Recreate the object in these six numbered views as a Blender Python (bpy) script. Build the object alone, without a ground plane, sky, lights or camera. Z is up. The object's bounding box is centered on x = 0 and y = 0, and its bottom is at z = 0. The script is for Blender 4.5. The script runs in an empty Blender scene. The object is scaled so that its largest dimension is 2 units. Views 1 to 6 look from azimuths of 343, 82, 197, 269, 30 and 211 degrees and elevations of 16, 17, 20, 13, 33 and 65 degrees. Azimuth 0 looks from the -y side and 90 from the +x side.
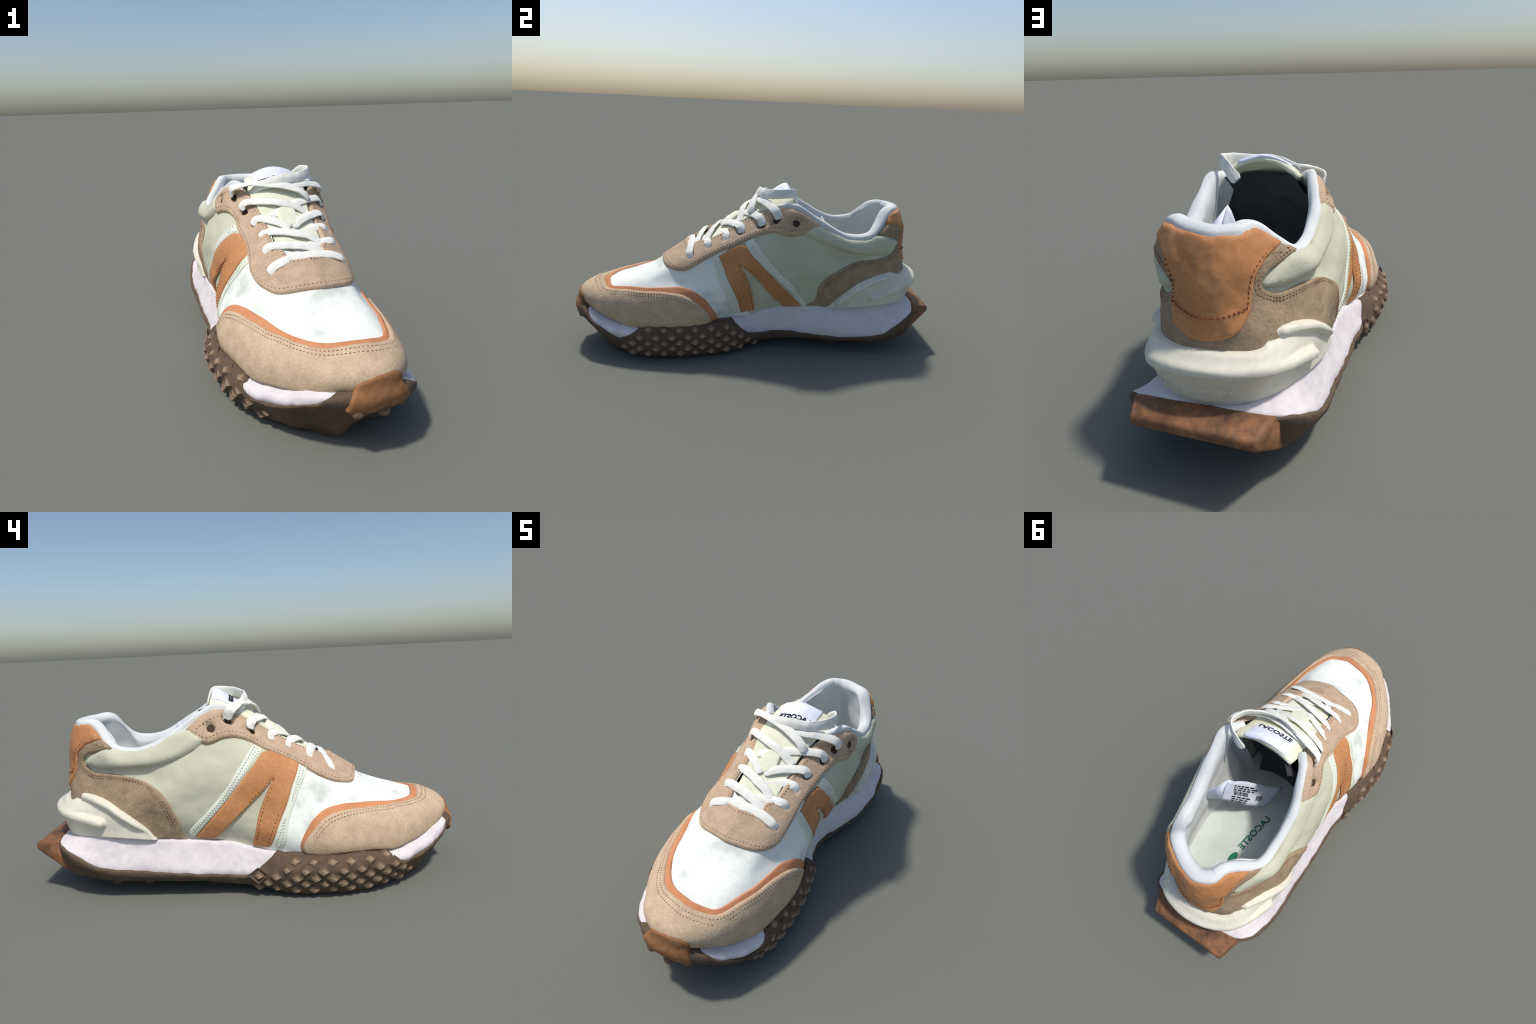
import bpy, bmesh, math, random
import numpy as np
from mathutils import Vector, noise
from mathutils.bvhtree import BVHTree
from mathutils.geometry import delaunay_2d_cdt

random.seed(7)
RNG = np.random.default_rng(7)

# ------------------------------------------------------------------ helpers
def catmull(P, t, closed):
    """Catmull-Rom through the rows of P (n,k) at parameters t in [0, n-1] or [0, n)."""
    P = np.asarray(P, float); n = len(P)
    i = np.floor(t).astype(int); f = (t - i)
    if closed:
        g = lambda k: P[(i + k) % n]
    else:
        last = i >= n - 1
        i = np.where(last, n - 2, i); f = np.where(last, 1.0, f)
        ext = np.concatenate([[2 * P[0] - P[1]], P, [2 * P[-1] - P[-2]]])
        g = lambda k: ext[i + k + 1]
    f = f.reshape(f.shape + (1,) * (P.ndim - 1))
    a, b, c, d = g(-1), g(0), g(1), g(2)
    return 0.5 * (2 * b + (c - a) * f + (2 * a - 5 * b + 4 * c - d) * f**2 + (3 * b - a - 3 * c + d) * f**3)

def smoothstep(a, b, x):
    t = np.clip((np.asarray(x, float) - a) / (b - a), 0, 1)
    return t * t * (3 - 2 * t)

def link(ob, parent=None):
    bpy.context.scene.collection.objects.link(ob)
    if parent is not None:
        ob.parent = parent
    return ob

def mesh_object(name, verts, faces, mat, parent, smooth=True):
    me = bpy.data.meshes.new(name)
    me.from_pydata([tuple(map(float, v)) for v in verts], [], [tuple(map(int, f)) for f in faces])
    me.validate()
    me.update()
    if smooth:
        me.polygons.foreach_set('use_smooth', [True] * len(me.polygons))
    if mat is not None:
        me.materials.append(mat)
    return link(bpy.data.objects.new(name, me), parent)

def grid_faces(ns, nh, closed):
    F = []
    for i in range(ns if closed else ns - 1):
        j = (i + 1) % ns
        for k in range(nh - 1):
            F.append((i * nh + k, j * nh + k, j * nh + k + 1, i * nh + k + 1))
    return F

def recalc(ob):
    bm = bmesh.new(); bm.from_mesh(ob.data)
    bmesh.ops.recalc_face_normals(bm, faces=bm.faces)
    bm.to_mesh(ob.data); bm.free()

def bvh_of(objs):
    V = []; F = []
    for o in objs:
        b = len(V)
        V += [v.co.copy() for v in o.data.vertices]
        F += [tuple(b + k for k in p.vertices) for p in o.data.polygons]
    return BVHTree.FromPolygons(V, F)

def nz(v, f, seed=0.0):
    return noise.noise(Vector((v[0] * f + seed, v[1] * f - seed, v[2] * f + 2 * seed)))

# ------------------------------------------------------------------ materials
def srgb(c):
    return tuple(((x / 255) / 12.92 if x / 255 <= 0.04045 else ((x / 255 + 0.055) / 1.055) ** 2.4) for x in c) + (1,)

def material(name, base, dark, scale=9.0, grain=180.0, amount=0.5, rough=0.85, bump=0.25, sheen=0.0, lo=0.35, hi=0.7, dist=0.004, speckle=0.5):
    m = bpy.data.materials.new(name); m.use_nodes = True
    N = m.node_tree.nodes; L = m.node_tree.links
    bs = N['Principled BSDF']
    tc = N.new('ShaderNodeTexCoord')
    n1 = N.new('ShaderNodeTexNoise'); n1.inputs['Scale'].default_value = scale; n1.inputs['Detail'].default_value = 5
    n2 = N.new('ShaderNodeTexNoise'); n2.inputs['Scale'].default_value = grain; n2.inputs['Detail'].default_value = 3
    L.new(tc.outputs['Object'], n1.inputs['Vector']); L.new(tc.outputs['Object'], n2.inputs['Vector'])
    mr = N.new('ShaderNodeMapRange'); mr.inputs['From Min'].default_value = lo; mr.inputs['From Max'].default_value = hi
    L.new(n1.outputs['Fac'], mr.inputs['Value'])
    mg = N.new('ShaderNodeMapRange'); mg.inputs['From Min'].default_value = 0.3; mg.inputs['From Max'].default_value = 0.75
    L.new(n2.outputs['Fac'], mg.inputs['Value'])
    ad = N.new('ShaderNodeMath'); ad.operation = 'MULTIPLY_ADD'; ad.inputs[1].default_value = 0.5
    hf = N.new('ShaderNodeMath'); hf.operation = 'MULTIPLY'; hf.inputs[1].default_value = speckle
    L.new(mg.outputs['Result'], hf.inputs[0])
    L.new(mr.outputs['Result'], ad.inputs[0]); L.new(hf.outputs[0], ad.inputs[2])
    sc = N.new('ShaderNodeMath'); sc.operation = 'MULTIPLY'; sc.inputs[1].default_value = amount
    L.new(ad.outputs[0], sc.inputs[0])
    mx = N.new('ShaderNodeMix'); mx.data_type = 'RGBA'
    mx.inputs['A'].default_value = srgb(base); mx.inputs['B'].default_value = srgb(dark)
    L.new(sc.outputs[0], mx.inputs['Factor'])
    L.new(mx.outputs['Result'], bs.inputs['Base Color'])
    bs.inputs['Roughness'].default_value = rough
    bs.inputs['Specular IOR Level'].default_value = 0.25
    if sheen:
        bs.inputs['Sheen Weight'].default_value = sheen
    bp = N.new('ShaderNodeBump'); bp.inputs['Strength'].default_value = bump; bp.inputs['Distance'].default_value = dist
    L.new(n2.outputs['Fac'], bp.inputs['Height']); L.new(bp.outputs['Normal'], bs.inputs['Normal'])
    return m

EYESTAY = material('pinkish_suede', (203, 177, 149), (158, 134, 109), scale=18, grain=110, amount=0.8, bump=.5, lo=.3)
SUEDE = material('sand_suede', (212, 187, 156), (168, 143, 115), scale=22, grain=110, amount=0.8, bump=.5, lo=.3)
DARKER_SUEDE = material('darker_suede', (176, 153, 125), (124, 105, 84), scale=18, grain=100, amount=0.9, bump=.5, lo=.3)  # darker tone than the suede of the toe guard and eyestay
ORANGE = material('tan_leather', (206, 146, 96), (160, 106, 66), scale=6, grain=60, amount=0.7, rough=0.6, bump=0.15)
TRIM = material('apricot_edging', (208, 145, 104), (170, 102, 64), scale=12, grain=90, amount=0.6)
VAMP = material('white_mesh_fabric', (240, 242, 233), (150, 165, 156), scale=6, grain=140, amount=1.2, lo=0.53, hi=0.70, speckle=.12)
CREAM = material('shade_tinted_fabric', (206, 204, 181), (172, 172, 147), scale=6, grain=160, amount=0.6)  # off-white mesh toned down to sage for shading on the sides
BAND = material('ivory_band', (228, 232, 216), (196, 202, 184), scale=12, grain=120, amount=0.5)
MID = material('white_foam', (224, 217, 218), (184, 174, 176), scale=6, grain=40, amount=0.5, rough=0.8)
RUBBER = material('brown_rubber', (102, 84, 68), (70, 56, 44), scale=10, grain=60, amount=0.8, rough=0.75)
STUD = material('worn_stud_rubber', (118, 98, 78), (84, 68, 54), scale=14, grain=60, amount=0.8, rough=0.75)
TAIL = material('dark_gum_rubber', (152, 105, 70), (76, 56, 44), scale=8, grain=40, amount=1.1, rough=0.6)
GUM = material('gum_rubber', (164, 114, 72), (108, 74, 48), scale=8, grain=50, amount=0.8, rough=0.6)
CLIP = material('ivory_plastic', (226, 222, 203), (194, 188, 168), scale=6, grain=60, amount=0.6, rough=0.5, bump=0.1)
LINING = material('white_lining', (220, 222, 220), (186, 189, 188), scale=9, grain=150, amount=0.5)
INSOLE = material('grey_insole_cloth', (206, 212, 206), (170, 178, 172), scale=8, grain=150, amount=0.7)
TONGUE = material('cream_tongue', (232, 232, 208), (206, 206, 176), scale=9, grain=140, amount=0.6)
LACE = material('white_lace', (240, 239, 231), (208, 206, 194), scale=16, grain=220, amount=0.5, bump=0.5)
LABEL = material('white_label', (232, 234, 246), (206, 208, 222), scale=8, grain=80, amount=0.5, rough=0.5)
CAVITY_SHADOW = material('painted_cavity_shadow', (66, 68, 72), (34, 35, 38))
INK = material('black_ink', (34, 36, 44), (60, 62, 70))
GREEN = material('green_ink', (30, 104, 80), (50, 124, 98))
HOLE = material('dark_hole', (74, 58, 48), (52, 40, 34))
THREAD = material('brown_thread', (150, 118, 96), (122, 94, 74))
PALETHREAD = material('pale_thread', (206, 212, 192), (180, 186, 164))
RUST = material('rust_thread', (140, 76, 44), (110, 56, 34))

def worn_tips(m, tip):
    # pale scuffed tips on brown studs: local height of the stud
    N = m.node_tree.nodes; L = m.node_tree.links
    bs = N['Principled BSDF']; src = bs.inputs['Base Color'].links[0].from_socket
    tc = N.new('ShaderNodeTexCoord'); sp = N.new('ShaderNodeSeparateXYZ'); L.new(tc.outputs['Object'], sp.inputs[0])
    mr = N.new('ShaderNodeMapRange'); mr.inputs['From Min'].default_value = .002; mr.inputs['From Max'].default_value = .013
    L.new(sp.outputs['Z'], mr.inputs['Value'])
    mx = N.new('ShaderNodeMix'); mx.data_type = 'RGBA'; mx.inputs['B'].default_value = srgb(tip)
    L.new(src, mx.inputs['A']); L.new(mr.outputs['Result'], mx.inputs['Factor']); L.new(mx.outputs['Result'], bs.inputs['Base Color'])
STUDTIP = material('scuffed_stud_rubber', (104, 84, 66), (76, 60, 48), scale=14, grain=60, amount=0.8, rough=0.75)
worn_tips(STUDTIP, (160, 136, 110))

# ------------------------------------------------------------------ root
ROOT = bpy.data.objects.new('sneaker', None)
link(ROOT)
ROOT['label'] = 'white low running sneaker with sand suede and tan leather'
ROOT['category'] = 'shoe'

# ------------------------------------------------------------------ upper shell
# ribs run from the sole seam up to the collar rim, the throat edge or the vamp centre line
LAT = 1; MED = -1
RIBS = [
    [(.045,.850,.240),(.045,.858,.360),(.040,.848,.480),(.040,.839,.580),(.035,.828,.680),(.035,.791,.775)],
    [(.170,.820,.250),(.185,.825,.360),(.175,.805,.480),(.170,.775,.580),(.170,.784,.680),(.140,.752,.778)],
    [(.262,.720,.265),(.275,.710,.360),(.262,.700,.480),(.258,.690,.580),(.274,.680,.670),(.219,.688,.772)],
    [(.295,.570,.262),(.310,.570,.360),(.310,.570,.460),(.299,.570,.550),(.305,.580,.600),(.285,.590,.666)],
    [(.290,.420,.258),(.315,.420,.360),(.325,.420,.460),(.315,.430,.540),(.330,.440,.600),(.305,.450,.655)],
    [(.258,.250,.250),(.291,.250,.360),(.330,.250,.460),(.338,.250,.560),(.342,.260,.650),(.315,.280,.745)],
    [(.245,.100,.240),(.295,.100,.340),(.321,.100,.450),(.345,.110,.560),(.345,.120,.670),(.311,.150,.810)],
    [(.248,-.040,.200),(.278,-.040,.300),(.306,-.040,.420),(.330,-.040,.540),(.313,-.020,.650),(.220,.020,.775)],
    [(.278,-.180,.180),(.310,-.180,.270),(.322,-.180,.380),(.302,-.170,.490),(.275,-.160,.590),(.180,-.130,.682)],
    [(.336,-.340,.170),(.349,-.340,.250),(.334,-.340,.350),(.297,-.330,.420),(.255,-.315,.526),(.165,-.280,.600)],
    [(.342,-.490,.165),(.343,-.490,.240),(.318,-.490,.330),(.258,-.480,.400),(.200,-.445,.484),(.055,-.385,.566)],
    [(.316,-.648,.160),(.326,-.648,.220),(.302,-.638,.304),(.237,-.620,.380),(.170,-.580,.422),(.055,-.555,.452)],
    [(.271,-.766,.190),(.281,-.771,.240),(.261,-.760,.304),(.207,-.735,.360),(.140,-.700,.385),(.055,-.645,.390)],
    [(.207,-.866,.225),(.217,-.876,.270),(.198,-.865,.309),(.164,-.825,.338),(.112,-.775,.368),(.058,-.705,.376)],
    [(.098,-.942,.250),(.098,-.954,.285),(.093,-.937,.309),(.083,-.892,.335),(.075,-.830,.358),(.065,-.750,.369)],
    [(-.047,-.913,.240),(-.057,-.923,.280),(-.052,-.903,.309),(-.027,-.853,.332),(.010,-.790,.360),(.058,-.705,.376)],
    [(-.174,-.791,.200),(-.174,-.796,.250),(-.161,-.786,.304),(-.114,-.751,.341),(-.050,-.700,.370),(.055,-.645,.390)],
    [(-.266,-.639,.175),(-.268,-.644,.230),(-.248,-.639,.294),(-.191,-.629,.349),(-.100,-.590,.396),(.055,-.555,.452)],
    [(-.306,-.490,.185),(-.309,-.490,.240),(-.279,-.490,.320),(-.211,-.480,.380),(-.120,-.455,.464),(.055,-.385,.566)],
    [(-.321,-.340,.180),(-.331,-.340,.250),(-.291,-.340,.340),(-.231,-.340,.420),(-.165,-.330,.516),(-.050,-.290,.598)],
    [(-.296,-.190,.180),(-.306,-.190,.260),(-.273,-.190,.370),(-.227,-.190,.470),(-.174,-.180,.570),(-.045,-.140,.680)],
    [(-.250,-.040,.200),(-.275,-.040,.300),(-.257,-.040,.410),(-.244,-.040,.520),(-.192,-.030,.630),(-.065,.020,.780)],
    [(-.225,.100,.235),(-.260,.100,.340),(-.260,.100,.450),(-.253,.110,.550),(-.213,.120,.660),(-.135,.140,.826)],
    [(-.225,.260,.250),(-.260,.260,.350),(-.263,.260,.450),(-.253,.260,.550),(-.211,.270,.660),(-.178,.290,.740)],
    [(-.231,.430,.265),(-.244,.430,.360),(-.253,.430,.460),(-.215,.430,.555),(-.212,.430,.620),(-.180,.450,.660)],
    [(-.235,.560,.280),(-.241,.560,.360),(-.226,.560,.460),(-.202,.570,.560),(-.208,.570,.620),(-.165,.585,.670)],
    [(-.195,.690,.280),(-.199,.690,.360),(-.169,.700,.460),(-.128,.700,.570),(-.130,.670,.680),(-.075,.690,.770)],
    [(-.090,.810,.260),(-.100,.815,.360),(-.095,.808,.470),(-.073,.783,.580),(-.063,.785,.670),(-.040,.760,.775)],
]
RIBS = np.array(RIBS)
NR = len(RIBS)
SUB, SUBH = 14, 12
s_par = np.arange(NR * SUB) / SUB
h_par = np.linspace(0, 5, 5 * SUBH + 1)
rows = catmull(RIBS, s_par, True)                                   # (ns, 6, 3)
SHELL = catmull(np.transpose(rows, (1, 0, 2)), h_par, False).transpose(1, 0, 2)   # (ns, nh, 3)
ns, nh = SHELL.shape[:2]

def build_shell():
    V = SHELL.reshape(-1, 3)
    F = grid_faces(ns, nh, True)
    return V, F

shell_V, shell_F = build_shell()
shell = mesh_object('shell_guide', shell_V, shell_F, None, None)
recalc(shell)

# split the shell: white vamp in front, pale quarters behind (the border lies under the side stripe)
def split_shell():
    cent = np.array([shell_V[list(f)].mean(0) for f in shell_F])
    front = cent[:, 1] < -0.05 - 0.34 * (cent[:, 2] - 0.2)
    for name, mask, mat in (('vamp', front, VAMP), ('quarter', ~front, CREAM)):
        fs = [shell_F[i] for i in np.nonzero(mask)[0]]
        used = sorted({k for f in fs for k in f}); idx = {k: i for i, k in enumerate(used)}
        ob = mesh_object(name, shell_V[used], [tuple(idx[k] for k in f) for f in fs], mat, ROOT)
        bm = bmesh.new(); bm.from_mesh(ob.data)
        if name == 'vamp':      # close the centre line and soften it, then a little cloth unevenness
            ridge = [v for v in bm.verts if abs(v.co.x - .056) < .05 and v.co.y < -.375]
            bmesh.ops.remove_doubles(bm, verts=ridge, dist=.004)
            ridge = [v for v in bm.verts if abs(v.co.x - .056) < .09 and v.co.y < -.40 and not v.is_boundary]
            for _ in range(30):
                bmesh.ops.smooth_vert(bm, verts=ridge, factor=.5, use_axis_x=True, use_axis_y=True, use_axis_z=True)
        bmesh.ops.recalc_face_normals(bm, faces=bm.faces)
        bm.normal_update()
        mid = Vector((.04, 0, .35))
        if sum(1 if f.normal.dot(f.calc_center_median() - mid) > 0 else -1 for f in bm.faces) < 0:
            bmesh.ops.reverse_faces(bm, faces=bm.faces)
            bm.normal_update()
        for v in bm.verts:
            k = 1.0 if name == 'quarter' else .6
            v.co += v.normal * (nz(v.co, 7, 1) * .006 + nz(v.co, 22, 6) * .0025 - .0035) * k
        bm.to_mesh(ob.data); bm.free()
split_shell()

# ------------------------------------------------------------------ sole
SOLE = [  # top edge, upper flank, lower flank, bottom edge
    [(.050,.850,.250),(.050,.890,.250),(.050,.895,.200),(.050,.840,.082)],
    [(.200,.830,.270),(.267,.860,.250),(.317,.850,.220),(.298,.840,.112)],
    [(.262,.700,.270),(.322,.700,.190),(.357,.700,.115),(.333,.700,.062)],
    [(.285,.550,.262),(.327,.550,.180),(.352,.550,.100),(.328,.550,.062)],
    [(.283,.370,.255),(.315,.370,.180),(.327,.370,.100),(.306,.370,.062)],
    [(.248,.200,.250),(.264,.200,.180),(.278,.200,.100),(.262,.200,.062)],
    [(.234,.080,.240),(.248,.080,.180),(.258,.080,.100),(.248,.080,.050)],
    [(.242,-.040,.205),(.275,-.040,.160),(.284,-.040,.100),(.270,-.040,.045)],
    [(.303,-.150,.195),(.332,-.150,.150),(.330,-.150,.090),(.315,-.150,.017)],
    [(.337,-.300,.190),(.362,-.300,.155),(.364,-.300,.100),(.350,-.300,.012)],
    [(.349,-.450,.185),(.376,-.450,.160),(.379,-.450,.110),(.360,-.450,.012)],
    [(.340,-.600,.175),(.371,-.600,.155),(.375,-.600,.110),(.355,-.600,.017)],
    [(.292,-.750,.180),(.333,-.750,.160),(.338,-.750,.125),(.294,-.740,.037)],
    [(.226,-.850,.215),(.272,-.860,.200),(.277,-.860,.160),(.224,-.830,.072)],
    [(.153,-.920,.250),(.190,-.940,.230),(.190,-.932,.185),(.144,-.860,.088)],
    [(.073,-.950,.260),(.089,-.978,.240),(.087,-.970,.195),(.074,-.865,.096)],
    [(-.010,-.935,.260),(-.028,-.965,.240),(-.030,-.954,.190),(-.032,-.890,.072)],
    [(-.120,-.860,.235),(-.148,-.890,.220),(-.152,-.877,.170),(-.110,-.810,.052)],
    [(-.198,-.765,.200),(-.232,-.785,.185),(-.237,-.780,.140),(-.180,-.750,.031)],
    [(-.276,-.630,.175),(-.316,-.635,.155),(-.319,-.635,.115),(-.253,-.620,.014)],
    [(-.310,-.500,.190),(-.355,-.500,.165),(-.358,-.500,.110),(-.315,-.500,.012)],
    [(-.330,-.350,.190),(-.378,-.350,.160),(-.379,-.350,.110),(-.335,-.350,.012)],
    [(-.320,-.200,.190),(-.364,-.200,.150),(-.365,-.200,.100),(-.330,-.200,.012)],
    [(-.278,-.050,.200),(-.308,-.050,.150),(-.326,-.050,.100),(-.296,-.050,.040)],
    [(-.244,.100,.235),(-.272,.100,.170),(-.299,.100,.105),(-.278,.100,.055)],
    [(-.238,.300,.255),(-.268,.300,.180),(-.292,.300,.110),(-.263,.300,.072)],
    [(-.231,.500,.275),(-.257,.500,.200),(-.281,.500,.125),(-.253,.500,.077)],
    [(-.210,.680,.285),(-.239,.680,.220),(-.274,.680,.150),(-.238,.680,.087)],
    [(-.120,.820,.270),(-.169,.855,.260),(-.204,.860,.235),(-.170,.850,.122)],
]
SOLE = np.array(SOLE)
NS = len(SOLE)
q_par = np.linspace(0, 3, 37)
def sole_side(sub):
    sp = np.arange(NS * sub) / sub
    r = catmull(SOLE, sp, True)
    return catmull(np.transpose(r, (1, 0, 2)), q_par, False).transpose(1, 0, 2)
SIDE = sole_side(16)
n_sole = len(SIDE)
# outward direction in plan
tan = np.roll(SIDE[:, 18], -1, 0) - np.roll(SIDE[:, 18], 1, 0)
OUT = np.stack([tan[:, 1], -tan[:, 0], 0 * tan[:, 0]], 1)
OUT /= np.linalg.norm(OUT, axis=1)[:, None]
if ((SIDE[:, 18] - SIDE[:, 18].mean(0)) * OUT).sum() < 0:
    OUT = -OUT

# height of the edge between foam and rubber, along the length, each side
EDGE_LAT = [(-1.1,.40),(-.935,.40),(-.93,.255),(-.885,.195),(-.74,.108),(-.635,.172),(-.62,.40),(-.15,.40),(-.14,.185),(-.05,.102),(.156,.106),(.43,.096),(.614,.104),(.696,.122),(.851,.235),(.90,.245),(1,.25)]
EDGE_MED = [(-1.1,.40),(-.95,.40),(-.945,.255),(-.90,.205),(-.79,.15),(-.66,.122),(-.605,.172),(-.59,.40),(-.10,.40),(-.09,.185),(-.015,.122),(.037,.099),(.163,.108),(.315,.118),(.498,.136),(.68,.155),(.85,.245),(1,.25)]
def edge_height(p):
    e = EDGE_LAT if p[0] > 0.05 else EDGE_MED
    return float(np.interp(p[1], [a for a, _ in e], [b for _, b in e]))

def rumple(V, f, a, seed=0.0):
    return np.array([v + np.array([nz(v, f, seed), nz(v, f, seed + 5), nz(v, f, seed + 9)]) * a for v in V])

def build_midsole():
    top_in = SIDE[:, 0] * np.array([.8, .93, 1]) + np.array([.01, 0, 0.0])
    hidden = np.array([edge_height(c[18]) >= .39 for c in SIDE])[:, None]
    side = SIDE - np.where(hidden, .016, 0)[..., None] * OUT[:, None]
    deep = np.clip((np.arange(37) - 20) / 12, 0, 1) * .014
    side = side - deep[None, :, None] * OUT[:, None]
    cols = [top_in] + [side[:, k] for k in range(0, 33, 2)]
    G = np.stack(cols, 1)
    V = G.reshape(-1, 3)
    V = rumple(rumple(V, 16, .005), 42, .003)
    nhh = G.shape[1]
    ob = mesh_object('midsole', V, grid_faces(n_sole, nhh, True), MID, ROOT)
    recalc(ob)
    return ob
midsole = build_midsole()

def build_outsole():
    grid = []
    for i in range(n_sole):
        c = SIDE[i]
        U = edge_height(c[18])
        z = c[:, 2]
        below = np.nonzero(z < U)[0]
        q0 = q_par[below[0]] if len(below) else 2.9
        if len(below) and below[0] > 0:
            k = below[0]; w = (z[k - 1] - U) / max(1e-6, z[k - 1] - z[k]); q0 = q_par[k - 1] + w * (q_par[k] - q_par[k - 1])
        q0 = min(q0, 2.8)
        qs = np.concatenate([[q0, q0 + .012], np.linspace(q0 + .05, 3, 12)])
        pts = catmull(c[::12], qs, False)
        off = np.array([-.006, .007] + [.009] * 10 + [.006, .002])
        pts = pts + OUT[i] * off[:, None]
        lip = c[0] + np.array([0, 0, .010]) - OUT[i] * .012 if U >= .39 else pts[0] - OUT[i] * .004
        pts = np.vstack([lip, pts])
        L = pts[-1]
        # underside: rolls in to a flat tread
        for f, dz in ((.93, -.018), (.82, -.030), (.6, -.034), (.3, -.034)):
            y = L[1]
            g = np.array([.02 + (L[0] - .02) * f, L[1] * (.6 + .4 * f) if abs(L[1]) > .7 else L[1], 0])
            g[2] = max(.006, L[2] + dz * (.55 if y > 0 else 1 + 1.3 * float(smoothstep(-.5, -.7, y))))
            pts = np.vstack([pts, g])
        grid.append(pts)
    G = np.array(grid)
    V = rumple(G.reshape(-1, 3), 22, .004, 3.0)
    ob = mesh_object('outsole', V, grid_faces(n_sole, G.shape[1], True), RUBBER, ROOT)
    n = G.shape[1]
    # close the underside
    bm = bmesh.new(); bm.from_mesh(ob.data)
    bm.verts.ensure_lookup_table()
    try:
        bmesh.ops.holes_fill(bm, edges=[e for e in bm.edges if e.is_boundary and all((v.index % n) == n - 1 for v in e.verts)], sides=0)
    except Exception:
        pass
    bmesh.ops.recalc_face_normals(bm, faces=bm.faces)
    bm.to_mesh(ob.data); bm.free()
    return ob
outsole = build_outsole()

def hull_object(name, pts, mat, bevel=.008):
    bm = bmesh.new()
    for p in pts:
        bm.verts.new(p)
    bmesh.ops.convex_hull(bm, input=bm.verts)
    bmesh.ops.dissolve_limit(bm, angle_limit=.05, verts=bm.verts, edges=bm.edges)
    bmesh.ops.bevel(bm, geom=list(bm.edges), offset=bevel, segments=3, affect='EDGES', profile=.5)
    bmesh.ops.recalc_face_normals(bm, faces=bm.faces)
    me = bpy.data.meshes.new(name); bm.to_mesh(me); bm.free()
    me.polygons.foreach_set('use_smooth', [True] * len(me.polygons))
    me.materials.append(mat)
    return link(bpy.data.objects.new(name, me), ROOT)

tail = hull_object('heel_flare', [
    (.308,.85,.232),(.285,.885,.258),(.258,.968,.243),(.258,.974,.214),(.295,.85,.11),(.25,.78,.055),
    (-.192,.86,.244),(-.165,.90,.264),(-.150,.993,.248),(-.152,1.000,.218),(-.18,.87,.125),(-.19,.78,.075)], TAIL)
#@@PANELS
SHELL_BVH = bvh_of([shell])

def S(r, h):
    """Point of the shell at rib position r (0 = heel centre, 14 = toe tip, lateral side first) and level h (0..5)."""
    r = r % NR
    ring = catmull(RIBS, np.array([r]), True)[0]
    return catmull(ring, np.array([float(h)]), False)[0]

def dist_to_loop(P, loop, closed=True):
    A = loop; Bp = np.roll(loop, -1, 0)
    if not closed:
        A = loop[:-1]; Bp = loop[1:]
    out = np.full(len(P), 1e9)
    d = Bp - A; L2 = np.maximum((d * d).sum(1), 1e-14)
    for k in range(0, len(P), 400):
        q = P[k:k + 400]
        t = np.clip(((q[:, None] - A) * d).sum(2) / L2, 0, 1)
        c = A + t[..., None] * d
        out[k:k + 400] = np.sqrt(((q[:, None] - c) ** 2).sum(2)).min(1)
    return out

def inside(P, loop):
    x, y = P[:, 0], P[:, 1]
    r = np.zeros(len(P), bool)
    for (x1, y1), (x2, y2) in zip(loop, np.roll(loop, -1, 0)):
        if y1 == y2:
            continue
        c = ((y1 > y) != (y2 > y)) & (x < (x2 - x1) * (y - y1) / (y2 - y1) + x1)
        r ^= c
    return r

class Chart:
    """Unrolls the surface round a centre point: azimuthal equidistant about an axis."""
    def __init__(self, centre, axis, bvh, outside=False):
        self.outside = outside
        self.c = np.array(centre, float); self.bvh = bvh
        a = np.array(axis, float); a /= np.linalg.norm(a)
        t = np.array([1., 0, 0]) if abs(a[0]) < .8 else np.array([0, 1., 0])
        u = np.cross(a, t); u /= np.linalg.norm(u)
        self.a, self.u, self.v = a, u, np.cross(a, u)
        self.R = .33
    def flat(self, P):
        d = np.asarray(P, float) - self.c
        d = d / np.linalg.norm(d, axis=-1)[..., None]
        ang = np.arccos(np.clip(d @ self.a, -1, 1)); ph = np.arctan2(d @ self.v, d @ self.u)
        return np.stack([ang * np.cos(ph), ang * np.sin(ph)], -1) * self.R
    def lift(self, Q):
        """2D chart points -> surface points and normals"""
        P = np.zeros((len(Q), 3)); N = np.zeros((len(Q), 3))
        for i, (x, y) in enumerate(np.asarray(Q) / self.R):
            ang = math.hypot(x, y)
            w = (self.u * x + self.v * y) / ang if ang > 1e-9 else self.u
            d = self.a * math.cos(ang) + w * math.sin(ang)
            o = self.c
            h = self.bvh.ray_cast(Vector(o + d), Vector(-d)) if self.outside else self.bvh.ray_cast(Vector(o), Vector(d))
            if h[0] is None:
                h = self.bvh.find_nearest(Vector(o + d * .3))
            # smooth normal: average of a few probes round the direction
            P[i] = h[0]; n = np.array(h[1])
            if n @ d < 0:
                n = -n
            N[i] = n
        return P, N

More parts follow.
